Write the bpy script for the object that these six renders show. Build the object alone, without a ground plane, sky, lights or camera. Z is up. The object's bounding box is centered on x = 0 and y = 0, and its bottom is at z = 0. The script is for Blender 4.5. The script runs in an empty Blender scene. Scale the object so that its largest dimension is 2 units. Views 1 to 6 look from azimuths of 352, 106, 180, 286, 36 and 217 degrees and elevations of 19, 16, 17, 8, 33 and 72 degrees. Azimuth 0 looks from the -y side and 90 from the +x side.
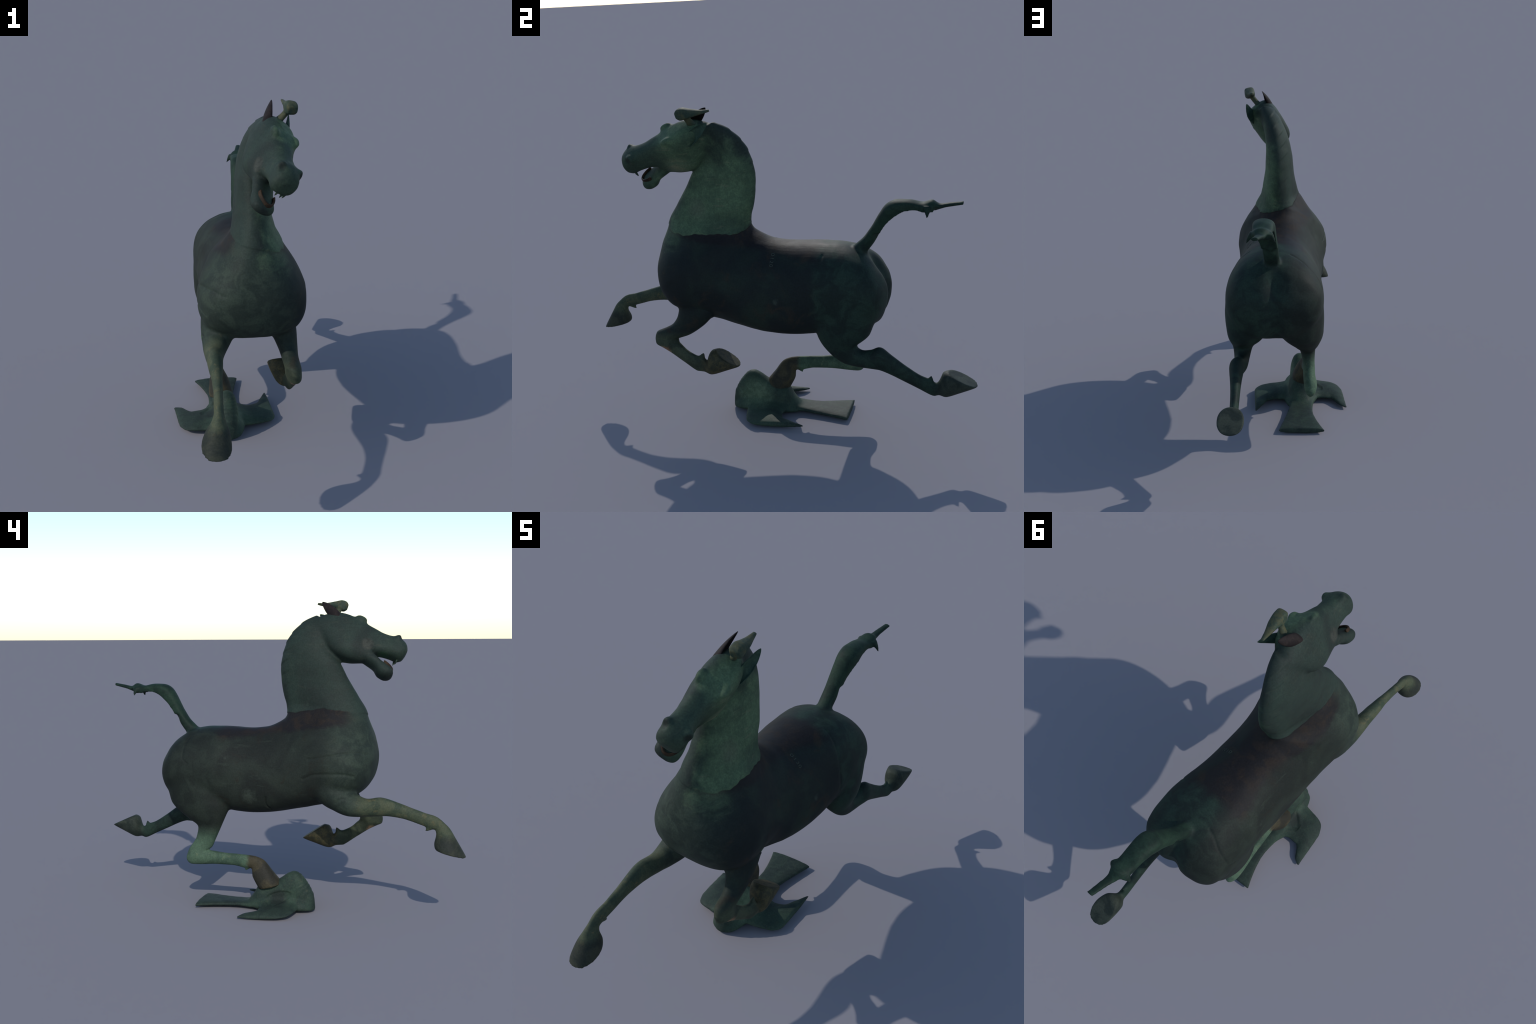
import bpy, math
import numpy as np
from mathutils import Vector, noise
from mathutils.bvhtree import BVHTree

VOXEL = 0.0045

# --------------------------------------------------------------------------
#  lofting helpers
# --------------------------------------------------------------------------
def catmull(P, sub):
    """Resample an array of section parameters with a Catmull-Rom spline."""
    P = np.asarray(P, float)
    n = len(P)
    out = []
    for i in range(n - 1):
        p0 = P[max(i - 1, 0)]; p1 = P[i]; p2 = P[i + 1]; p3 = P[min(i + 2, n - 1)]
        for k in range(sub):
            t = k / sub
            m1 = (p2 - p0) * 0.5; m2 = (p3 - p1) * 0.5
            # limit the tangents so that uneven spacing never overshoots
            d = np.abs(p2 - p1) * 1.6 + 1e-4
            m1 = np.clip(m1, -d, d); m2 = np.clip(m2, -d, d)
            h00 = 2*t**3 - 3*t**2 + 1; h10 = t**3 - 2*t**2 + t
            h01 = -2*t**3 + 3*t**2; h11 = t**3 - t**2
            out.append(h00*p1 + h10*m1 + h01*p2 + h11*m2)
    out.append(P[-1])
    return np.array(out)

def loft(sections, side=(1, 0, 0), sub=6, ring=48, smooth=True):
    """Skin a row of cross-sections.
    A section is (A, B, w, m, pu, pl): A and B are the two ends of the section
    on the outline, w the half width across, m where between B (0) and A (1)
    it is widest, pu / pl how square the A half and the B half are."""
    rows = []
    for s in sections:
        A, B, w = s[0], s[1], s[2]
        m = s[3] if len(s) > 3 else 0.5
        pu = s[4] if len(s) > 4 else 2.0
        pl = s[5] if len(s) > 5 else 2.0
        rows.append([*A, *B, w, m, pu, pl])
    R = catmull(rows, sub) if smooth else np.array(rows, float)
    side = np.array(side, float)
    V = []
    th = np.linspace(0, 2*math.pi, ring, endpoint=False)
    c, s_ = np.cos(th), np.sin(th)
    for r in R:
        A, B = r[0:3], r[3:6]
        w, m, pu, pl = r[6:10]
        ax = A - B
        L = np.linalg.norm(ax) + 1e-9
        a = ax / L
        n = side - a * (side @ a); n /= np.linalg.norm(n)
        up = c >= 0
        p = np.where(up, pu, max(pl, 1.0))
        cu = np.sign(c) * np.abs(c) ** (2.0 / p)
        su = np.sign(s_) * np.abs(s_) ** (2.0 / p)
        h = np.where(up, (1 - m) * L, m * L)
        if pl < 0:      # hollow underside: two edges hang down, the middle is drawn up
            cu = np.where(up, np.sign(c) * np.abs(c) ** (2.0 / pu), -np.minimum(1, np.abs(c)*3.2) * (1 + pl * (1 - s_**2)**2))
            su = np.where(up, np.sign(s_) * np.abs(s_) ** (2.0 / pu), s_)
        ctr = B + a * (m * L)
        V.append(ctr[None] + np.outer(cu * h, a) + np.outer(su * w, n))
    V = np.array(V)
    nr = len(V)
    verts = [tuple(v) for v in V.reshape(-1, 3)]
    faces = []
    for i in range(nr - 1):
        for j in range(ring):
            k = (j + 1) % ring
            faces.append((i*ring + j, i*ring + k, (i+1)*ring + k, (i+1)*ring + j))
    c0 = len(verts); verts.append(tuple(V[0].mean(0)))
    c1 = len(verts); verts.append(tuple(V[-1].mean(0)))
    for j in range(ring):
        k = (j + 1) % ring
        faces.append((c0, k, j))
        faces.append((c1, (nr-1)*ring + j, (nr-1)*ring + k))
    return verts, faces

def blob(c, r, axes=None, seg=24):
    """An ellipsoid with centre c, radii r along the rows of axes."""
    axes = np.eye(3) if axes is None else np.array(axes)
    verts, faces = [], []
    n = seg // 2
    for i in range(1, n):
        a = math.pi * i / n
        for j in range(seg):
            b = 2*math.pi*j/seg
            l = np.array([r[0]*math.sin(a)*math.cos(b), r[1]*math.sin(a)*math.sin(b), r[2]*math.cos(a)])
            verts.append(tuple(np.array(c) + l @ axes))
    for i in range(n - 2):
        for j in range(seg):
            k = (j+1) % seg
            faces.append((i*seg+j, (i+1)*seg+j, (i+1)*seg+k, i*seg+k))
    t = len(verts); verts.append(tuple(np.array(c) + np.array([0, 0, r[2]]) @ axes))
    b = len(verts); verts.append(tuple(np.array(c) - np.array([0, 0, r[2]]) @ axes))
    for j in range(seg):
        k = (j+1) % seg
        faces.append((t, j, k)); faces.append((b, (n-2)*seg+k, (n-2)*seg+j))
    return verts, faces

def merge(*parts):
    V, F = [], []
    for v, f in parts:
        o = len(V); V += list(v); F += [tuple(i + o for i in q) for q in f]
    return V, F

def side_pairs(rows):
    """Rows (x, yA, zA, yB, zB, w[, m, pu, pl]) -> loft sections."""
    return [((r[0], r[1], r[2]), (r[0], r[3], r[4]), *r[5:]) for r in rows]

# --------------------------------------------------------------------------
#  the horse: profiles (metres; the horse gallops towards -y)
# --------------------------------------------------------------------------
def seg(Ax, Ay, Az, Bx, By, Bz, *rest):
    return ((Ax, Ay, Az), (Bx, By, Bz), *rest)

# barrel and neck as one fan of sections, A = spine side, B = belly side
torso_sections = [
    seg(.062, .585, .760, .062, .592, .690, .060, .5, 2.0, 2.0),
    seg(.062, .560, .806, .062, .580, .630, .150, .5, 2.0, 2.1),
    seg(.064, .510, .868, .064, .550, .570, .200, .5, 2.2, 2.2),
    seg(.066, .435, .912, .066, .480, .542, .222, .45, 2.2, 2.2),
    seg(.066, .350, .930, .066, .370, .520, .228, .43, 2.1, 2.2),
    seg(.062, .250, .932, .062, .260, .499, .220, .45, 2.1, 2.4),
    seg(.054, .120, .928, .054, .120, .488, .213, .40, 2.0, 2.7),
    seg(.048, .030, .938, .048, .000, .495, .211, .38, 1.9, 2.7),
    seg(.042, -.03, .962, .042, -.12, .515, .211, .37, 1.75, 2.5),
    seg(.038, -.065, .985, .036, -.25, .543, .215, .38, 1.55, 2.4),
    seg(.040, -.073, 1.00, .030, -.36, .572, .224, .38, 1.5, 2.6),
    seg(.043, -.075, 1.01, .027, -.466, .617, .234, .36, 1.5, 2.9),
    seg(.046, -.073, 1.02, .027, -.526, .700, .226, .35, 1.5, 2.9),
    seg(.050, -.072, 1.03, .027, -.543, .795, .192, .36, 1.5, 2.8),
    seg(.056, -.070, 1.04, .027, -.530, .890, .146, .40, 1.6, 2.5),
    seg(.062, -.066, 1.055, .028, -.486, 1.015, .100, .46, 1.8, 2.2),
]
neck_sections = [
    seg(.056, -.071, 1.02, .028, -.510, .93, .105, .45, 1.8, 2.3),
    seg(.062, -.066, 1.055, .033, -.488, 1.015, .096, .48, 1.8, 2.2),
    seg(.064, -.050, 1.105, .036, -.438, 1.105, .082, .5, 1.9, 2.1),
    seg(.063, -.038, 1.175, .038, -.386, 1.190, .071, .5, 1.9, 2.1),
    seg(.063, -.034, 1.235, .039, -.353, 1.255, .066, .5, 1.9, 2.1),
    seg(.067, -.042, 1.300, .042, -.320, 1.300, .060, .5),
    seg(.075, -.069, 1.384, .056, -.300, 1.335, .056, .5),
    seg(.090, -.108, 1.438, .068, -.300, 1.365, .053, .5),
    seg(.108, -.154, 1.476, .080, -.310, 1.385, .050, .5),
    seg(.127, -.210, 1.506, .090, -.330, 1.400, .046, .5),
]
foreleg_right = side_pairs([
    (-.060, -.400, .760, -.200, .640, .120, .5),
    (-.090, -.400, .700, -.259, .586, .098, .5),
    (-.122, -.445, .645, -.343, .545, .070, .5),
    (-.142, -.512, .612, -.436, .518, .048, .5),
    (-.153, -.585, .621, -.570, .528, .033, .5),
    (-.156, -.640, .610, -.625, .532, .030, .5),
    (-.158, -.720, .586, -.700, .522, .023, .5),
    (-.163, -.795, .561, -.776, .500, .019, .5),
    (-.168, -.859, .543, -.825, .485, .019, .5),
    (-.170, -.897, .514, -.853, .478, .019, .5),
    (-.173, -.921, .491, -.857, .455, .026, .5),
    (-.180, -.957, .433, -.850, .421, .047, .5, 2.2, 2.2),
    (-.185, -.992, .375, -.851, .402, .057, .5, 2.2, 2.2),
    (-.187, -1.003, .356, -.857, .388, .058, .5, 2.2, 2.2),
])
foreleg_left = side_pairs([
    (.110, -.400, .720, -.180, .680, .110, .5),
    (.142, -.425, .636, -.206, .608, .085, .5),
    (.170, -.432, .575, -.249, .576, .058, .5),
    (.180, -.456, .533, -.297, .531, .044, .5),
    (.184, -.495, .510, -.367, .482, .036, .5),
    (.187, -.543, .489, -.434, .456, .035, .5),
    (.188, -.554, .458, -.430, .440, .035, .5),
    (.190, -.552, .428, -.432, .437, .033, .5),
    (.193, -.519, .410, -.423, .432, .029, .5),
    (.196, -.475, .385, -.385, .398, .022, .5),
    (.198, -.409, .340, -.339, .375, .020, .5),
    (.197, -.344, .295, -.310, .372, .020, .5),
    (.194, -.306, .292, -.290, .352, .022, .5),
    (.189, -.266, .280, -.276, .389, .044, .5, 2.2, 2.2),
    (.183, -.194, .303, -.267, .402, .054, .5, 2.2, 2.2),
    (.179, -.135, .324, -.252, .405, .056, .5, 2.2, 2.2),
    (.178, -.126, .329, -.245, .407, .055, .5, 2.2, 2.2),
])
hindleg_right = side_pairs([
    (-.030, .540, .740, .260, .780, .120, .5),
    (-.046, .555, .660, .215, .640, .116, .5),
    (-.058, .522, .535, .200, .545, .106, .5),
    (-.080, .432, .462, .221, .486, .068, .5),
    (-.090, .372, .420, .244, .427, .038, .5),
    (-.096, .380, .361, .273, .359, .029, .5),
    (-.099, .422, .295, .296, .310, .029, .5),
    (-.105, .434, .245, .322, .296, .031, .5),
    (-.105, .408, .217, .290, .295, .030, .5),
    (-.100, .273, .223, .224, .287, .024, .5),
    (-.095, .177, .222, .141, .283, .022, .5),
    (-.090, .119, .210, .070, .277, .022, .5),
    (-.085, .084, .210, .018, .256, .026, .5),
    (-.081, .080, .170, -.023, .204, .046, .5, 2.2, 2.2),
    (-.079, .056, .123, -.063, .155, .056, .5, 2.2, 2.2),
    (-.078, .045, .105, -.073, .135, .056, .5, 2.2, 2.2),
])
hindleg_left = side_pairs([
    (.160, .250, .760, .545, .780, .120, .5),
    (.178, .248, .650, .562, .690, .116, .5),
    (.197, .262, .530, .512, .530, .088, .5),
    (.214, .318, .445, .455, .482, .046, .5),
    (.217, .395, .388, .478, .458, .035, .5),
    (.222, .485, .375, .519, .464, .034, .5),
    (.235, .553, .375, .565, .484, .034, .5),
    (.236, .612, .354, .614, .450, .027, .5),
    (.236, .672, .325, .672, .407, .022, .5),
    (.237, .736, .295, .737, .365, .020, .5),
    (.238, .801, .264, .785, .346, .019, .5),
    (.239, .830, .270, .819, .329, .021, .5),
    (.240, .864, .266, .841, .367, .043, .5, 2.2, 2.2),
    (.242, .927, .293, .845, .379, .053, .5, 2.2, 2.2),
    (.243, .990, .322, .858, .387, .057, .5, 2.2, 2.2),
    (.243, 1.003, .330, .872, .390, .057, .5, 2.2, 2.2),
])
tail_sections = side_pairs([
    (.076, .390, .880, .450, .850, .030, .5, 2.2, 2.4),
    (.078, .424, .920, .487, .892, .034, .5, 2.2, 2.4),
    (.081, .472, .962, .520, .938, .035, .5, 2.2, 2.4),
    (.089, .514, 1.021, .558, .998, .037, .5, 2.2, -.5),
    (.100, .551, 1.085, .592, 1.043, .043, .5, 2.2, -1.0),
    (.108, .584, 1.126, .630, 1.077, .048, .5, 2.2, -1.2),
    (.111, .627, 1.146, .670, 1.099, .047, .5, 2.2, -1.2),
    (.113, .686, 1.147, .717, 1.103, .043, .5, 2.2, -1.0),
    (.115, .744, 1.138, .750, 1.095, .042, .5, 2.2, -.8),
    (.118, .787, 1.150, .793, 1.096, .034, .5, 2.0, -.3),
    (.121, .818, 1.133, .825, 1.111, .021, .5, 2.0, 2.0),
    (.128, .860, 1.139, .862, 1.121, .017, .5, 2.2, 2.2),
    (.139, .925, 1.149, .923, 1.132, .015, .5, 2.2, 2.2),
])

# head frame: the head is turned and rolled to the horse's left
HO = np.array([.13, -.26, 1.49])
Hf = np.array([.0614, -.9284, -.3664]); Hf /= np.linalg.norm(Hf)
Hs = np.array([.8009, .2649, -.5370]); Hs -= Hf * (Hs @ Hf); Hs /= np.linalg.norm(Hs)
Hu = -np.cross(Hs, Hf)
def H(f, s, u):
    return tuple(HO + f*Hf + s*Hs + u*Hu)
def head_pairs(rows):
    """Rows (f, u of the top, f, u of the bottom, sideways shift, w, m, pu, pl)."""
    return [(H(r[0], r[4], r[1]), H(r[2], r[4], r[3]), *r[5:]) for r in rows]

skull_sections = head_pairs([
    (-.055, -.045, .000, -.110, .000, .036),
    (-.020, .004, .050, -.150, .004, .052, .5, 2.3, 2.2),
    (.035, .040, .095, -.178, .008, .067, .52, 3.0, 3.0),
    (.095, .050, .145, -.188, .008, .075, .52, 3.4, 3.6),
    (.165, .046, .200, -.182, .006, .072, .55, 3.6, 3.0),
    (.220, .033, .240, -.172, .000, .061, .57, 3.2, 2.6),
    (.265, .025, .272, -.160, -.006, .053, .58, 3.0, 2.8),
    (.298, .020, .292, -.112, -.009, .049, .55, 2.8, 2.8),
    (.332, .020, .328, -.094, -.011, .049, .55, 2.8, 3.0),
    (.370, .026, .375, -.087, -.012, .054, .55, 2.8, 3.0),
    (.405, .020, .410, -.089, -.012, .055, .5, 2.6, 2.8),
    (.430, .004, .433, -.076, -.011, .046, .5, 2.4, 2.4),
    (.443, -.020, .441, -.055, -.010, .024, .5),
])
jaw_sections = head_pairs([
    (.262, -.090, .246, -.160, -.004, .042, .5, 2.4, 2.4),
    (.304, -.116, .286, -.168, -.004, .046, .5, 2.6, 2.4),
    (.342, -.134, .322, -.178, -.003, .047, .5, 2.6, 2.4),
    (.374, -.143, .352, -.202, -.002, .051, .5, 2.6, 2.4),
    (.400, -.150, .386, -.208, -.001, .050, .5, 2.6, 2.4),
    (.417, -.160, .409, -.200, -.001, .041, .5, 2.4, 2.2),
    (.424, -.170, .420, -.188, -.001, .022, .5),
])

def tuft(a, b):
    a, b = np.array(a), np.array(b)
    d = (b - a)
    n = np.array([0, -d[2], d[1]]) * .55
    return loft([(tuple(a + n), tuple(a - n), .014), (tuple(a + d*.6 + n*.5), tuple(a + d*.6 - n*.5), .009), (tuple(b + n*.1), tuple(b - n*.1), .003)], sub=3, ring=24)

parts = {
    'torso': loft(torso_sections, sub=8, ring=72),
    'neck': loft(neck_sections, sub=8, ring=64),
    'foreleg_right': merge(loft(foreleg_right), tuft((-.169, -.835, .500), (-.169, -.806, .470))),
    'foreleg_left': merge(loft(foreleg_left), tuft((.194, -.322, .355), (.194, -.305, .391))),
    'hindleg_right': merge(loft(hindleg_right), tuft((-.088, .095, .235), (-.088, .117, .196))),
    'hindleg_left': merge(loft(hindleg_left), tuft((.238, .788, .325), (.238, .795, .362))),
    'tail': merge(loft(tail_sections),
        # torn flanges hanging from the underside of the tail
        loft([((.150, .745, 1.125), (.150, .790, 1.125), .014), ((.168, .758, 1.098), (.168, .780, 1.098), .008), ((.179, .766, 1.076), (.179, .771, 1.076), .002)], side=(1, 0, .3)),
        loft([((.085, .755, 1.125), (.085, .800, 1.125), .014), ((.070, .770, 1.103), (.070, .790, 1.103), .008), ((.058, .781, 1.084), (.058, .786, 1.084), .002)], side=(1, 0, -.3))),
    'head': merge(
        loft(skull_sections, side=Hs), loft(jaw_sections, side=Hs),
        # brow ridges
        blob(H(.168, -.052, .036), (.034, .018, .018), (Hf, Hs, Hu)),
        blob(H(.168, .054, .036), (.034, .018, .018), (Hf, Hs, Hu)),
        # flaring nostrils
        blob(H(.380, -.054, .004), (.024, .021, .026), (Hf, Hs, Hu)),
        blob(H(.380, .030, .004), (.024, .021, .026), (Hf, Hs, Hu)),
    ),
}

# --------------------------------------------------------------------------
#  one cast surface: voxel union of all parts, then smoothing at the joints
# --------------------------------------------------------------------------
def union(sources, voxel):
    V, F = merge(*sources)
    me = bpy.data.meshes.new('cast')
    me.from_pydata(V, [], F); me.update()
    ob = bpy.data.objects.new('cast', me)
    bpy.context.scene.collection.objects.link(ob)
    md = ob.modifiers.new('union', 'REMESH')
    md.mode = 'VOXEL'; md.voxel_size = voxel; md.adaptivity = 0
    dg = bpy.context.evaluated_depsgraph_get()
    out = bpy.data.meshes.new_from_object(ob.evaluated_get(dg))
    bpy.data.objects.remove(ob); bpy.data.meshes.remove(me)
    n = len(out.vertices)
    co = np.empty(n*3); out.vertices.foreach_get('co', co); co = co.reshape(-1, 3)
    ed = np.empty(len(out.edges)*2, int); out.edges.foreach_get('vertices', ed); ed = ed.reshape(-1, 2)
    polys = [tuple(p.vertices) for p in out.polygons]
    bpy.data.meshes.remove(out)
    return co, ed, polys

def relax(co, ed, w, it):
    """Taubin-like smoothing, per-vertex weight w."""
    n = len(co)
    deg = np.bincount(ed.ravel(), minlength=n).astype(float)[:, None]
    for i in range(it):
        for lam in (0.5, -0.52) if w is None else (0.5,):
            s = np.zeros_like(co)
            for a in range(3):
                s[:, a] = np.bincount(ed[:, 0], co[ed[:, 1], a], n) + np.bincount(ed[:, 1], co[ed[:, 0], a], n)
            d = s/deg - co
            co = co + d * (lam if w is None else lam * w[:, None])
    return co

def ball(co, c, r0, r1):
    d = np.linalg.norm(co - np.array(c), axis=1)
    t = np.clip((r1 - d) / (r1 - r0), 0, 1)
    return t*t*(3-2*t)

def vnormals(co, polys):
    q = np.array(polys)
    n = np.cross(co[q[:, 2]] - co[q[:, 0]], co[q[:, 3]] - co[q[:, 1]])
    N = np.zeros_like(co)
    for k in range(4):
        for a in range(3):
            N[:, a] += np.bincount(q[:, k], n[:, a], len(co))
    return N / (np.linalg.norm(N, axis=1)[:, None] + 1e-12)

co, ed, polys = union(list(parts.values()), VOXEL)
co = relax(co, ed, np.full(len(co), 1.0), 3)
# fillets: a vertex close to the surfaces of two parts lies in a joint
trees = {k: BVHTree.FromPolygons(v, f) for k, (v, f) in parts.items()}
KEYS = list(trees)
def distances(pts, trees):
    return np.array([[(t.find_nearest(p)[3]) for t in trees.values()] for p in pts])
DV = distances(co, trees)
second = np.sort(DV, axis=1)[:, 1]
wj = np.clip(1 - second / .030, 0, 1)
co = relax(co, ed, wj, 30)

# --------------------------------------------------------------------------
#  relief in the casting
# --------------------------------------------------------------------------
def sstep(a, b, x):
    t = np.clip((x - a) / (b - a), 0, 1)
    return t*t*(3 - 2*t)

def chain_distance(P2, pts):
    """Distance of 2D points to a smooth polyline."""
    pts = catmull(pts, 8)
    d = np.full(len(P2), 9.0)
    for a, b in zip(pts[:-1], pts[1:]):
        ab = b - a
        t = np.clip(((P2 - a) @ ab) / (ab @ ab + 1e-12), 0, 1)
        d = np.minimum(d, np.linalg.norm(P2 - a - t[:, None]*ab, axis=1))
    return d

def neck_line(x, y):
    """Height of the ragged edge where the neck was cast onto the shoulders."""
    return 1.010 - .26*(x - .04) + .007*np.sin(21*y + 1) + .0022*np.sin(57*y + 40*x) + .0010*np.sin(160*y - 60*x)

# blobs of brow and nostril melt into the skull
hj = np.maximum.reduce([ball(co, H(f_, s_, .02), .035, .075) for f_, s_ in ((.17, -.05), (.17, .05), (.38, -.05), (.38, .03))])
co = relax(co, ed, hj, 16)

N = vnormals(co, polys)
X, Y, Z = co.T
disp = np.zeros(len(co))
is_trunk = (DV.argmin(1) == KEYS.index('torso')) | (DV.argmin(1) == KEYS.index('neck'))
# neck shell stands a little proud of the shoulders
zl = neck_line(X, Y)
disp += .0028 * sstep(-.002, .004, Z - zl) * sstep(.10, .03, Z - zl) * is_trunk
# cleft between the buttocks, and the crease under the tail root
cleft = np.exp(-((X - .062)/.040)**2) * sstep(.42, .52, Y) * sstep(.50, .58, Z) * sstep(.90, .83, Z) * sstep(.1, .6, N[:, 1])
disp -= .024 * cleft
# locks of the mane, overlapping downwards along the right of the crest
crest_y = np.interp(Z, [1.02, 1.10, 1.18, 1.24, 1.30, 1.38, 1.44, 1.50], [-.07, -.05, -.04, -.037, -.045, -.071, -.11, -.20])
behind = sstep(.075, .02, crest_y - Y) * sstep(1.03, 1.09, Z) * sstep(1.52, 1.48, Z)
phase = (Z + (X - .06)*.9) / .062
saw = phase - np.floor(phase)
disp += behind * sstep(.075, .02, X - (Z - 1.25)*.25) * (.0042 * (1 - saw)**1.5 * sstep(0, .15, saw) - .001)
# creases on the right shoulder and elbow, a seam on either flank
right, left = (N[:, 0] < -.25), (N[:, 0] > .25)
yz = np.stack([Y, Z], 1)
for side, pts, w, dep in (
        (right, [(-.231, .800), (-.326, .817), (-.406, .831), (-.469, .833), (-.510, .821)], .006, .0035),
        (right, [(-.205, .701), (-.258, .724), (-.331, .731), (-.407, .732), (-.452, .722)], .007, .0045),
        (right, [(-.374, .590), (-.404, .613), (-.450, .602)], .005, .003),
        (right, [(-.007, .597), (-.006, .570), (-.008, .550), (-.025, .532)], .0045, .006),
        (right, [(.389, .915), (.428, .867), (.437, .823), (.437, .779), (.407, .755)], .005, .0025),
        (left, [(.297, .897), (.270, .799), (.259, .721), (.268, .629)], .006, .0025)):
    d = chain_distance(yz, pts)
    disp -= dep * np.exp(-(d / w)**2) * side
# nostril hollows
for s_ in (-.060, .038):
    disp -= .008 * ball(co, H(.396, s_, .010), .004, .024)
# hollows beside the withers and behind the left elbow
disp -= .016 * ball(co, (-.055, -.19, 1.015), .02, .13) * (N[:, 0] < 0)
disp -= .007 * ball(co, (.145, -.19, .985), .02, .10) * (N[:, 0] > 0)
disp -= .013 * ball(co, (.235, -.20, .600), .02, .13) * (N[:, 0] > 0) * is_trunk
# uneven hand-finished surface
nz = np.array([noise.noise(Vector(p)*9.0) + .5*noise.noise(Vector(p)*23.0) for p in co])
thin = np.clip((Z - .42)*8, .25, 1)
disp += .0018 * nz * thin
co = co + N * disp[:, None]

# --------------------------------------------------------------------------
#  materials: small expression layer over shader nodes
# --------------------------------------------------------------------------
class Sh:
    def __init__(self, name):
        self.m = bpy.data.materials.new(name); self.m.use_nodes = True
        self.t = self.m.node_tree; self.n = self.t.nodes
        self.b = self.n['Principled BSDF']
        self.P = self.n.new('ShaderNodeTexCoord').outputs['Object']
        sp = self.n.new('ShaderNodeSeparateXYZ'); self.t.links.new(self.P, sp.inputs[0])
        self.x, self.y, self.z = (E(self, o) for o in sp.outputs)
    def put(self, sock, v):
        if isinstance(v, E): v = v.o
        if isinstance(v, bpy.types.NodeSocket): self.t.links.new(v, sock)
        else: sock.default_value = v
    def math(self, op, a, b=0.0):
        nd = self.n.new('ShaderNodeMath'); nd.operation = op
        self.put(nd.inputs[0], a); self.put(nd.inputs[1], b)
        return E(self, nd.outputs[0])
    def ss(self, a, b, v):
        nd = self.n.new('ShaderNodeMapRange'); nd.interpolation_type = 'SMOOTHSTEP'
        self.put(nd.inputs['Value'], v); nd.inputs['From Min'].default_value = a; nd.inputs['From Max'].default_value = b
        return E(self, nd.outputs['Result'])
    def noise(self, scale, detail=4.0, rough=.55, off=(0, 0, 0), stretch=(1, 1, 1), warp=0.0):
        mp = self.n.new('ShaderNodeMapping'); self.t.links.new(self.P, mp.inputs['Vector'])
        mp.inputs['Location'].default_value = off; mp.inputs['Scale'].default_value = stretch
        nd = self.n.new('ShaderNodeTexNoise'); self.t.links.new(mp.outputs[0], nd.inputs['Vector'])
        nd.inputs['Scale'].default_value = scale; nd.inputs['Detail'].default_value = detail
        nd.inputs['Roughness'].default_value = rough; nd.inputs['Distortion'].default_value = warp
        return E(self, nd.outputs['Fac'])
    def near(self, c, r0, r1, wob=None):
        nd = self.n.new('ShaderNodeVectorMath'); nd.operation = 'DISTANCE'
        self.t.links.new(self.P, nd.inputs[0]); nd.inputs[1].default_value = c
        d = E(self, nd.outputs['Value'])
        if wob is not None: d = d + wob
        return self.ss(r1, r0, d)
    def mix(self, f, a, b):
        nd = self.n.new('ShaderNodeMix'); nd.data_type = 'RGBA'
        self.put(nd.inputs['Factor'], f)
        for k, v in (('A', a), ('B', b)):
            s_ = [i for i in nd.inputs if i.name == k and i.type == 'RGBA'][0]
            self.put(s_, (*v, 1) if isinstance(v, tuple) else v)
        return [o for o in nd.outputs if o.type == 'RGBA'][0]
    def finish(self, col, bump, rough=.62, spec=.10, dist=.0015):
        grain = self.noise(140, 3.0, .6)
        nd = self.n.new('ShaderNodeHueSaturation')
        self.put(nd.inputs['Color'], col)
        self.put(nd.inputs['Value'], self.ss(.25, .75, grain)*.32 + .84)
        self.t.links.new(nd.outputs[0], self.b.inputs['Base Color'])
        self.put(self.b.inputs['Roughness'], rough)
        self.b.inputs['Specular IOR Level'].default_value = spec
        bp = self.n.new('ShaderNodeBump'); bp.inputs['Strength'].default_value = .55; bp.inputs['Distance'].default_value = dist
        self.put(bp.inputs['Height'], bump)
        self.t.links.new(bp.outputs[0], self.b.inputs['Normal'])
        return self.m

class E:
    def __init__(self, sh, o): self.s, self.o = sh, o
    def __add__(self, v): return self.s.math('ADD', self, v)
    __radd__ = __add__
    def __mul__(self, v): return self.s.math('MULTIPLY', self, v)
    __rmul__ = __mul__
    def __sub__(self, v): return self.s.math('SUBTRACT', self, v)
    def __rsub__(self, v): return self.s.math('SUBTRACT', v, self)
    def __or__(self, v): return self.s.math('MAXIMUM', self, v)
    def sin(self): return self.s.math('SINE', self)

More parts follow.
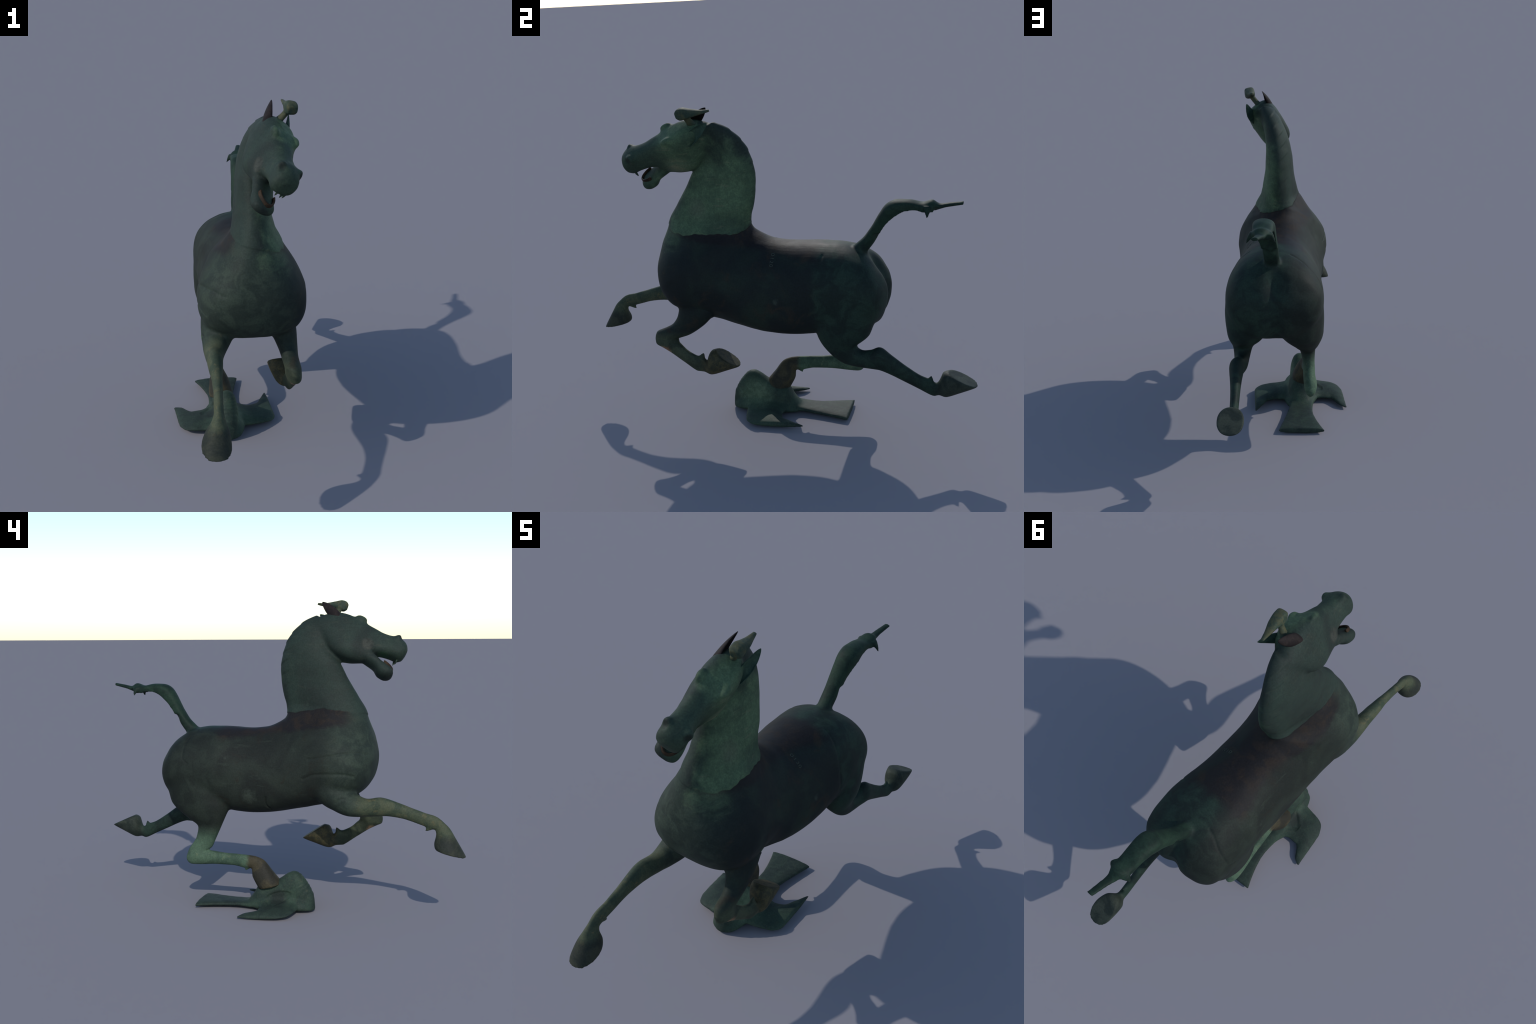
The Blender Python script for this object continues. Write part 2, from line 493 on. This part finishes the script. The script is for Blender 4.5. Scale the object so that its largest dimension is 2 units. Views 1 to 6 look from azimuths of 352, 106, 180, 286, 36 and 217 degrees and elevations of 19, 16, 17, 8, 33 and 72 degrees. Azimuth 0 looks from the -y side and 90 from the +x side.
def body_material():
    m = Sh('patinated_bronze')
    x, y, z, ss, mix = m.x, m.y, m.z, m.ss, m.mix
    big = m.noise(4.5, 5, .55, warp=.6)
    mid = m.noise(13, 5, .6, off=(3, 1, 7), warp=.8)
    fine = m.noise(42, 5, .65, off=(9, 4, 2))
    streak = m.noise(22, 5, .6, off=(1, 8, 3), stretch=(1, .35, 2.2), warp=1.0)
    # barrel: black brown patina on the left, back and withers; olive green on the right
    left = mix(ss(.40, .66, big), (.012, .016, .016), (.017, .026, .020))
    left = mix(ss(.52, .74, mid)*.8, left, (.029, .023, .017))
    right = mix(ss(.38, .64, big), (.015, .018, .0155), (.022, .028, .022))
    right = mix(ss(.55, .75, mid)*.6, right, (.021, .017, .013))
    right = mix(ss(.56, .72, streak)*.5, right, (.031, .041, .031))
    side = ss(.06, -.06, x + (big - .5)*.10)
    col = mix(side, left, right)
    # right shoulder and breast: greener
    breast = ss(-.22, -.42, y + (mid - .5)*.10) * ss(.24, .10, x + (big - .5)*.10)
    col = mix(breast*.85, col, mix(ss(.4, .62, mid), (.022, .031, .025), (.036, .050, .037)))
    # saddle of dark brown over withers and back
    lower = .905 - y*.14 + (mid - .5)*.05
    saddle = ss(-.012, .018, z - lower) * ss(.47, .36, y) * ss(-.46, -.38, y + (mid - .5)*.08)
    col = mix(saddle*.92, col, mix(ss(.45, .68, mid), (.014, .0128, .0135), (.024, .018, .0145)))
    # rump and hind legs: dark green
    rump = ss(.24, .30, y + (mid - .5)*.06)
    rg = mix(ss(.38, .64, mid), (.013, .021, .018), (.020, .038, .028))
    rump_r = mix(ss(.38, .64, mid), (.014, .018, .015), (.021, .028, .022))
    col = mix(rump*.9, col, mix(side, rg, rump_r))
    # tail: deep green
    tail = ss(.915, .945, z) * ss(.40, .44, y)
    col = mix(tail, col, mix(ss(.38, .62, mid), (.011, .021, .016), (.018, .036, .024)))
    # neck and head
    line = 1.010 - (x - .04)*.26 + ((y*21 + 1).sin())*.007 + ((y*57 + x*40).sin())*.0022 + ((y*160 - x*60).sin())*.0010
    neck = ss(-.0015, .0015, z - line) * ss(.3, .2, y)
    # baked side light on neck and head: left tinted brighter, right and top darkened
    baked_lit = mix(ss(.34, .64, big), (.040, .064, .040), (.082, .128, .070))
    baked_lit = mix(ss(.54, .74, mid)*.7, baked_lit, (.108, .150, .088))
    baked_lit = mix(ss(.58, .70, streak)*.5, baked_lit, (.135, .140, .085))
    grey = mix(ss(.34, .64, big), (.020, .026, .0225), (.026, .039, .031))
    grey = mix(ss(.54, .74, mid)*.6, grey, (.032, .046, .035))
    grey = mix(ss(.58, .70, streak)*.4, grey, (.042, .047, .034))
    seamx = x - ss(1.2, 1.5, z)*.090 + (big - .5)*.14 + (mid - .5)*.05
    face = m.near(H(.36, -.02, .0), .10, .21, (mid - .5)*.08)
    green = mix(ss(.030, .085, seamx)*(1 - face*.75), grey, baked_lit)
    green = mix(ss(.60, .44, fine)*.25, green, (.018, .032, .026))
    run = ss(-.10, .0, z - line + (streak - .5)*.12) * ss(-.36, -.46, y) * (1 - neck)
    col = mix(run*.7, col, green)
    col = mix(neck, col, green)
    # brown repair below the neck edge on the breast, light ribs on the neck
    rep = m.near((.10, -.42, .985), .02, .075, (mid - .5)*.08) * ss(.002, -.004, z - line)
    col = mix(rep*.8, col, (.050, .034, .024))
    swirl = m.near((.12, -.31, 1.09), .01, .07, (streak - .5)*.06)
    col = mix(swirl*.6, col, (.088, .104, .068))
    # pale worn cheeks
    ck = m.near(H(.250, -.058, -.092), .022, .040, (fine - .5)*.02)
    col = mix(ck*.75, col, mix(ss(.4, .6, fine), (.028, .030, .025), (.052, .054, .044)))
    ckl = m.near(H(.190, .078, -.110), .020, .085, (streak - .5)*.08)
    col = mix(ckl*.75, col, mix(ss(.42, .62, streak), (.085, .120, .074), (.165, .165, .100)))
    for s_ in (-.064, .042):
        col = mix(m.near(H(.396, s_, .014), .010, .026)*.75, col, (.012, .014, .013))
    mouth = m.near(H(.340, -.005, -.095), .015, .045)
    col = mix(mouth*.7, col, (.030, .078, .038))
    # right foreleg: rubbed bright
    frl = ss(-.09, -.13, x) * ss(-.43, -.52, y + (mid - .5)*.06) * ss(.66, .62, z)
    pale = mix(ss(.36, .62, mid), (.036, .050, .033), (.066, .075, .045))
    pale = mix(ss(.55, .70, fine)*.7, pale, (.108, .092, .046))
    col = mix(frl, col, pale)
    frh = ss(.475, .43, z) * ss(-.80, -.86, y)
    col = mix(frh*.9, col, mix(ss(.4, .64, mid), (.020, .023, .020), (.034, .037, .027)))
    # left foreleg: olive, tan scrape on the shin, brown hoof
    fll = ss(.515, .46, z + (mid - .5)*.05) * ss(.08, .11, x) * ss(-.02, -.06, y)
    col = mix(fll, col, mix(ss(.38, .62, mid), (.028, .036, .025), (.052, .062, .039)))
    flh = ss(-.33, -.29, y) * fll
    col = mix(flh*.85, col, mix(ss(.36, .62, fine), (.030, .030, .021), (.068, .056, .028)))
    scrape = m.near((.200, -.497, .400), .018, .042, (fine - .5)*.03) * ss(.440, .424, z - (y + .497)*.35)
    col = mix(scrape*.9, col, mix(ss(.4, .6, mid), (.230, .120, .066), (.280, .210, .120)))
    # right hind leg: light green shank, brown planted hoof
    hrl = ss(.44, .34, z + (mid - .5)*.05) * ss(.02, -.03, x) * ss(-.09, -.07, y)
    shank = mix(ss(.36, .64, mid), (.042, .070, .048), (.070, .112, .072))
    shank = mix(ss(.56, .70, fine)*.6, shank, (.125, .150, .088))
    col = mix(hrl, col, shank)
    hrh = ss(.115, .085, y + (fine - .5)*.03) * hrl
    col = mix(hrh*.9, col, mix(ss(.4, .64, mid), (.026, .021, .017), (.054, .040, .024)))
    # left hind hoof and pastern
    hlh = ss(.80, .85, y) * ss(.5, .4, z)
    col = mix(hlh*.8, col, mix(ss(.4, .62, mid), (.020, .026, .022), (.040, .046, .036)))
    # pale gouges and flecks on the flanks
    for c, r in (((.255, .088, .691), .022), ((.25, .148, .654), .018), ((.21, .509, .802), .016), ((-.16, .21, .80), .03), ((-.14, .08, .60), .05)):
        g = m.near(c, r*.2, r, (fine - .5)*r*1.5)
        col = mix(g*.45, col, (.060, .076, .058))
    bump = fine*.5 + m.noise(95, 4, .6)*.35 + streak*.5
    return m.finish(col, bump, rough=mid*.2 + .50)

def bird_material():
    m = Sh('bird_bronze'); ss, mix = m.ss, m.mix
    big = m.noise(9, 5, .55, warp=.6); mid = m.noise(26, 5, .6, off=(2, 5, 1), warp=.6); fine = m.noise(70, 4, .6)
    col = mix(ss(.36, .64, big), (.024, .037, .030), (.036, .058, .041))
    col = mix(ss(.55, .72, mid)*.6, col, (.050, .070, .049))
    body = m.near((.01, -.12, .10), .04, .12, (big - .5)*.10)
    col = mix(body*.8, col, mix(ss(.36, .64, mid), (.070, .105, .066), (.115, .160, .102)))  # left of the mound lightened for light baked on that side
    col = mix(ss(.56, .70, fine)*.3, col, (.060, .052, .030))
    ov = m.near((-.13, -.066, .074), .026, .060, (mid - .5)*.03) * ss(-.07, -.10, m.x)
    col = mix(ov*.7, col, (.018, .022, .020))  # dark shading of the recess drawn into the colour
    # darker right wing and tail fan
    dk = ss(-.15, -.20, m.x) | ss(.10, .16, m.y)
    col = mix(dk*.55, col, mix(ss(.4, .6, mid), (.016, .020, .020), (.024, .034, .029)))
    return m.finish(col, fine*.6 + mid*.5)

def plain(name, a, b, scale=30, spec=.10):
    m = Sh(name)
    n = m.noise(scale, 5, .6, warp=.5)
    return m.finish(m.mix(m.ss(.35, .65, n), a, b), n, spec=spec)

MAT = body_material()
BIRD = bird_material()
DARK_EAR = plain('brown_black_bronze', (.013, .010, .010), (.024, .018, .016))
GREEN_EAR = plain('green_bronze', (.024, .046, .034), (.040, .070, .048))
PLUME = plain('tufted_bronze', (.030, .048, .036), (.066, .068, .038))
TEETH = plain('rust_bronze', (.020, .013, .009), (.042, .026, .015))
MARK = plain('incised_number', (.034, .044, .036), (.058, .068, .055), 80)

# --------------------------------------------------------------------------
#  objects
# --------------------------------------------------------------------------
root = bpy.data.objects.new('galloping_horse_statue', None)
bpy.context.scene.collection.objects.link(root)
root['label'] = 'green patinated bronze horse galloping on a flying bird'
root['category'] = 'horse statue'

def make(name, V, F, mat, parent, normals=None, smooth=True):
    me = bpy.data.meshes.new(name)
    me.from_pydata([tuple(v) for v in V], [], [tuple(f) for f in F]); me.update()
    me.materials.append(mat)
    me.polygons.foreach_set('use_smooth', [smooth]*len(me.polygons))
    if normals is not None:
        me.normals_split_custom_set_from_vertices([tuple(n) for n in normals])
    ob = bpy.data.objects.new(name, me)
    bpy.context.scene.collection.objects.link(ob)
    ob.parent = parent
    return ob

def region_object(name, faces, co, N, mat, parent):
    idx = sorted({i for f in faces for i in f})
    mp = {v: k for k, v in enumerate(idx)}
    return make(name, co[idx], [tuple(mp[i] for i in f) for f in faces], mat, parent, N[idx])

N = vnormals(co, polys)
q = np.array(polys); ctr = co[q].mean(1)
near = DV[q].mean(1).argmin(1)
buckets = {}
HOOF = {'foreleg_right': lambda p: p[2] < .455 and p[1] < -.8,
        'foreleg_left': lambda p: p[1] > -.292 and p[2] < .44,
        'hindleg_right': lambda p: p[2] < .205 and p[1] < .1,
        'hindleg_left': lambda p: p[1] > .838}
for f, p, i in zip(polys, ctr, near):
    k = KEYS[i]
    if k in HOOF and HOOF[k](p):
        k = 'hoof_' + k
    buckets.setdefault(k, []).append(f)
NAME = {'torso': 'torso', 'neck': 'neck', 'head': 'head', 'tail': 'tail',
        'foreleg_right': 'foreleg', 'foreleg_left': 'foreleg', 'hindleg_right': 'hindleg', 'hindleg_left': 'hindleg'}
OBJ = {}
for k in NAME:
    OBJ[k] = region_object(NAME[k], buckets[k], co, N, MAT, root)
for k in HOOF:
    region_object('hoof', buckets['hoof_' + k], co, N, MAT, OBJ[k])

# ---- bird ----------------------------------------------------------------
BX = -.062
ridge = [seg(BX, y, zt, BX, y, .008, w, m, pu, 2.6) for y, zt, w, m, pu in [
    (-.246, .030, .012, .3, 2.0), (-.238, .085, .030, .3, 2.0), (-.205, .150, .042, .35, 2.2),
    (-.165, .194, .048, .4, 2.3), (-.135, .204, .050, .4, 2.3), (-.105, .192, .052, .4, 2.3),
    (-.060, .160, .056, .4, 2.3), (.000, .140, .058, .4, 2.3), (.045, .128, .054, .4, 2.3),
    (.070, .085, .048, .4, 2.3), (.090, .060, .045, .4, 2.3)]]
flare = [seg(BX, y, zt, BX, y, .004, w, .25, 1.6, 2.4) for y, zt, w in [
    (-.244, .03, .02), (-.225, .06, .055), (-.18, .085, .075), (-.10, .09, .088), (0, .085, .088), (.06, .07, .075), (.10, .05, .062)]]
fan = [seg(xr, y, z, xl, y, z, t, .5, 2.8, 2.8) for y, xr, xl, z, t in [
    (.03, -.150, .026, .026, .026), (.08, -.132, .000, .025, .019), (.12, -.127, -.008, .022, .015), (.18, -.125, .002, .019, .013),
    (.25, -.138, .018, .018, .013), (.31, -.157, .032, .017, .013), (.367, -.180, .046, .015, .014)]]
wing_l = [((-.02, -.158, .035), (-.02, .058, .035), .036), ((.05, -.148, .026), (.05, .039, .026), .022),
          ((.11, -.136, .025), (.105, .055, .024), .019), ((.148, -.124, .022), (.132, .113, .022), .016),
          ((.170, -.098, .019), (.160, .172, .021), .013), ((.177, -.080, .018), (.166, .170, .020), .006)]
wing_r = [((-.10, -.178, .035), (-.10, .058, .035), .036), ((-.175, -.169, .026), (-.17, .021, .026), .022),
          ((-.225, -.160, .025), (-.22, .021, .022), .019), ((-.258, -.145, .020), (-.265, .086, .016), .015),
          ((-.278, -.112, .016), (-.294, .104, .010), .010), ((-.285, -.095, .014), (-.301, .103, .009), .006)]
bird_parts = {'bird': merge(loft(ridge), loft(flare)), 'fan': loft(fan, side=(0, 0, 1)),
              'wing_l': loft(wing_l, side=(0, 0, 1)), 'wing_r': loft(wing_r, side=(0, 0, 1))}
bco, bed, bpolys = union(list(bird_parts.values()), .004)
bco = relax(bco, bed, np.full(len(bco), 1.0), 3)
wj = np.maximum.reduce([ball(bco, c, .03, .10) for c in [(.02, -.06, .06), (-.14, -.06, .06), (BX, .08, .07)]])
bco = relax(bco, bed, wj, 25)
bN = vnormals(bco, bpolys)
# sunk oval on the bird's right side, feather strokes on its breast, rough surface
ey, ez = (bco[:, 1] + .066)/.064, (bco[:, 2] - .076 - .22*(-.066 - bco[:, 1]))/.027
oval = sstep(1.12, .88, np.hypot(ey, ez)) * (bN[:, 0] < -.15)
bdisp = -.006*oval
stroke = np.sin((bco[:, 1]*.8 + bco[:, 2])*230 + 3*np.sin(bco[:, 2]*40)) * sstep(.05, .09, bco[:, 2]) * sstep(-.12, -.17, bco[:, 1])
bdisp += .0009*stroke
bdisp += .0013*np.array([noise.noise(Vector(p)*16.0) + .5*noise.noise(Vector(p)*40.0) for p in bco])
bco = bco + bN*bdisp[:, None]
bco[:, 2] = np.maximum(bco[:, 2], 0.0005)
bN = vnormals(bco, bpolys)
btrees = {k: BVHTree.FromPolygons(v, f) for k, (v, f) in bird_parts.items()}
bb = {}
for f, p in zip(bpolys, bco[np.array(bpolys)].mean(1)):
    k = min(((t.find_nearest(p, .3)[3] or 9), k) for k, t in btrees.items())[1]
    bb.setdefault(k, []).append(f)
bird = region_object('bird', bb['bird'], bco, bN, BIRD, root)
region_object('bird_tail', bb['fan'], bco, bN, BIRD, bird)
region_object('bird_wing', bb['wing_l'], bco, bN, BIRD, bird)
region_object('bird_wing', bb['wing_r'], bco, bN, BIRD, bird)

# ---- ears, forelock, teeth -------------------------------------------------
def unit(v):
    v = np.array(v, float); return v / np.linalg.norm(v)

def ear(base, tip, opening, width, depth, bow, thick=.0045):
    """A cupped, pointed leaf: outer shell, inner shell and a rim."""
    base, tip = np.array(base), np.array(tip)
    L = np.linalg.norm(tip - base); ax = (tip - base) / L
    o = unit(np.array(opening) - ax * (np.array(opening) @ ax))
    t = np.cross(ax, o)
    nu, nv = 28, 20
    V, F = [], []
    for shell in (0, 1):
        for i in range(nu):
            u = i / (nu - 1)
            w = width * (.80 + .20*math.sin(min(1, u/.45)*math.pi/2)) * max(0, 1 - u**2.6)**.75 + .0012
            d = depth * (1 - u)**.9 + .0015
            c = base + ax * (L*u) - o * (bow * math.sin(math.pi*u)*L)
            for j in range(nv):
                a = math.pi * (j/(nv-1) - .5) * 1.05
                k = 1 - shell * min(.8, thick / max(w, .003))
                x = math.sin(a) * w * (1 if not shell else .5 + .5*k)
                y = -math.cos(a) * d * k
                V.append(tuple(c + t*x + o*y))
    n = nu*nv
    for i in range(nu-1):
        for j in range(nv-1):
            a = i*nv + j
            F.append((a, a+1, a+nv+1, a+nv)); F.append((n+a, n+a+nv, n+a+nv+1, n+a+1))
        for j, fl in ((0, 0), (nv-1, 1)):
            a = i*nv + j
            q_ = (a, a+nv, n+a+nv, n+a)
            F.append(q_ if not fl else q_[::-1])
    for j in range(nv-1):
        a = (nu-1)*nv + j
        F.append((a, a+1, n+a+1, n+a)); F.append((j+1, j, n+j, n+j+1))
    return V, F

make('ear', *ear((.112, -.326, 1.480), (.138, -.234, 1.571), (.85, .45, .0), .028, .030, .03, .006), DARK_EAR, OBJ['head'])
make('ear', *ear((.180, -.318, 1.418), (.216, -.205, 1.510), (.85, .05, .25), .030, .024, -.05, .006), GREEN_EAR, OBJ['head'])

plume = merge(
    loft([(H(.070, .000, .124), H(.072, .016, .100), .020, .5, 3.2, 3.2), (H(.056, -.006, .132), H(.058, .020, .086), .025, .5, 3.6, 3.6),
          (H(.030, -.002, .131), H(.032, .018, .082), .025, .5, 3.4, 3.4), (H(.0, .010, .117), H(.002, .020, .080), .023, .5, 2.4, 2.4),
          (H(-.040, .018, .094), H(-.040, .022, .075), .015), (H(-.080, .023, .080), H(-.080, .024, .070), .008)], side=Hs, ring=32),
    loft([(H(.060, .006, .020), H(.010, .006, .020), .017), (H(.052, .009, .050), H(.018, .009, .050), .013),
          (H(.050, .010, .075), H(.020, .010, .075), .013), (H(.048, .010, .100), H(.014, .010, .100), .014)], side=Hs, ring=32))
pco, ped, ppol = union([plume], .003)
pco = relax(pco, ped, np.full(len(pco), 1.0), 2)
make('forelock', pco, ppol, PLUME, OBJ['head'])

gum = []
for k in range(13):
    a = math.pi * (k/12 - .5)
    f_, s_ = .358 + .054*math.cos(a), -.002 + .035*math.sin(a)
    u_ = -.143 - .012*math.cos(a)
    nx, ny = math.cos(a)*.005, math.sin(a)*.005
    gum.append((H(f_+nx, s_+ny, u_), H(f_-nx, s_-ny, u_), .012, .5, 2.6, 2.6))
make('lower_teeth', *loft(gum, side=Hu, sub=2, ring=20), TEETH, OBJ['head'])
for f_, s_ in ((.412, -.010), (.410, .014), (.402, .030)):
    make('tooth', *loft([(H(f_+.006, s_, -.080), H(f_-.006, s_, -.080), .006), (H(f_+.004, s_, -.092), H(f_-.004, s_, -.092), .004), (H(f_+.001, s_, -.101), H(f_-.001, s_, -.101), .001)], side=Hs, sub=3, ring=12), MAT, OBJ['head'])

# ---- small stamped number on the left flank ---------------------------------
surf = BVHTree.FromPolygons([tuple(v) for v in co], polys)
cu = bpy.data.curves.new('number', 'FONT'); cu.body = '0120'; cu.size = .024; cu.extrude = .0
cu.align_x = 'CENTER'; cu.align_y = 'CENTER'; cu.space_character = 1.15
tmp = bpy.data.objects.new('number', cu); bpy.context.scene.collection.objects.link(tmp)
dg = bpy.context.evaluated_depsgraph_get()
tm = bpy.data.meshes.new_from_object(tmp.evaluated_get(dg))
TV = [v.co.copy() for v in tm.vertices]; TF = [tuple(p.vertices) for p in tm.polygons]
bpy.data.objects.remove(tmp); bpy.data.curves.remove(cu); bpy.data.meshes.remove(tm)
top, low = [], []
for v in TV:
    yy, zz = .057 + v.y, .868 - v.x          # the row of digits runs down the flank
    hit, nn, _, _ = surf.ray_cast(Vector((.6, yy, zz)), Vector((-1, 0, 0)))
    top.append(tuple(hit + nn*.0010)); low.append(tuple(hit - nn*.0015))
n = len(top)
edges = {}
for f in TF:
    for a, b in zip(f, f[1:] + f[:1]):
        edges[(a, b)] = 1
walls = [(a, b, b + n, a + n)[::-1] for a, b in edges if (b, a) not in edges]
make('number', top + low, TF + [tuple(i + n for i in f[::-1]) for f in TF] + walls, MARK, OBJ['torso'], smooth=False)
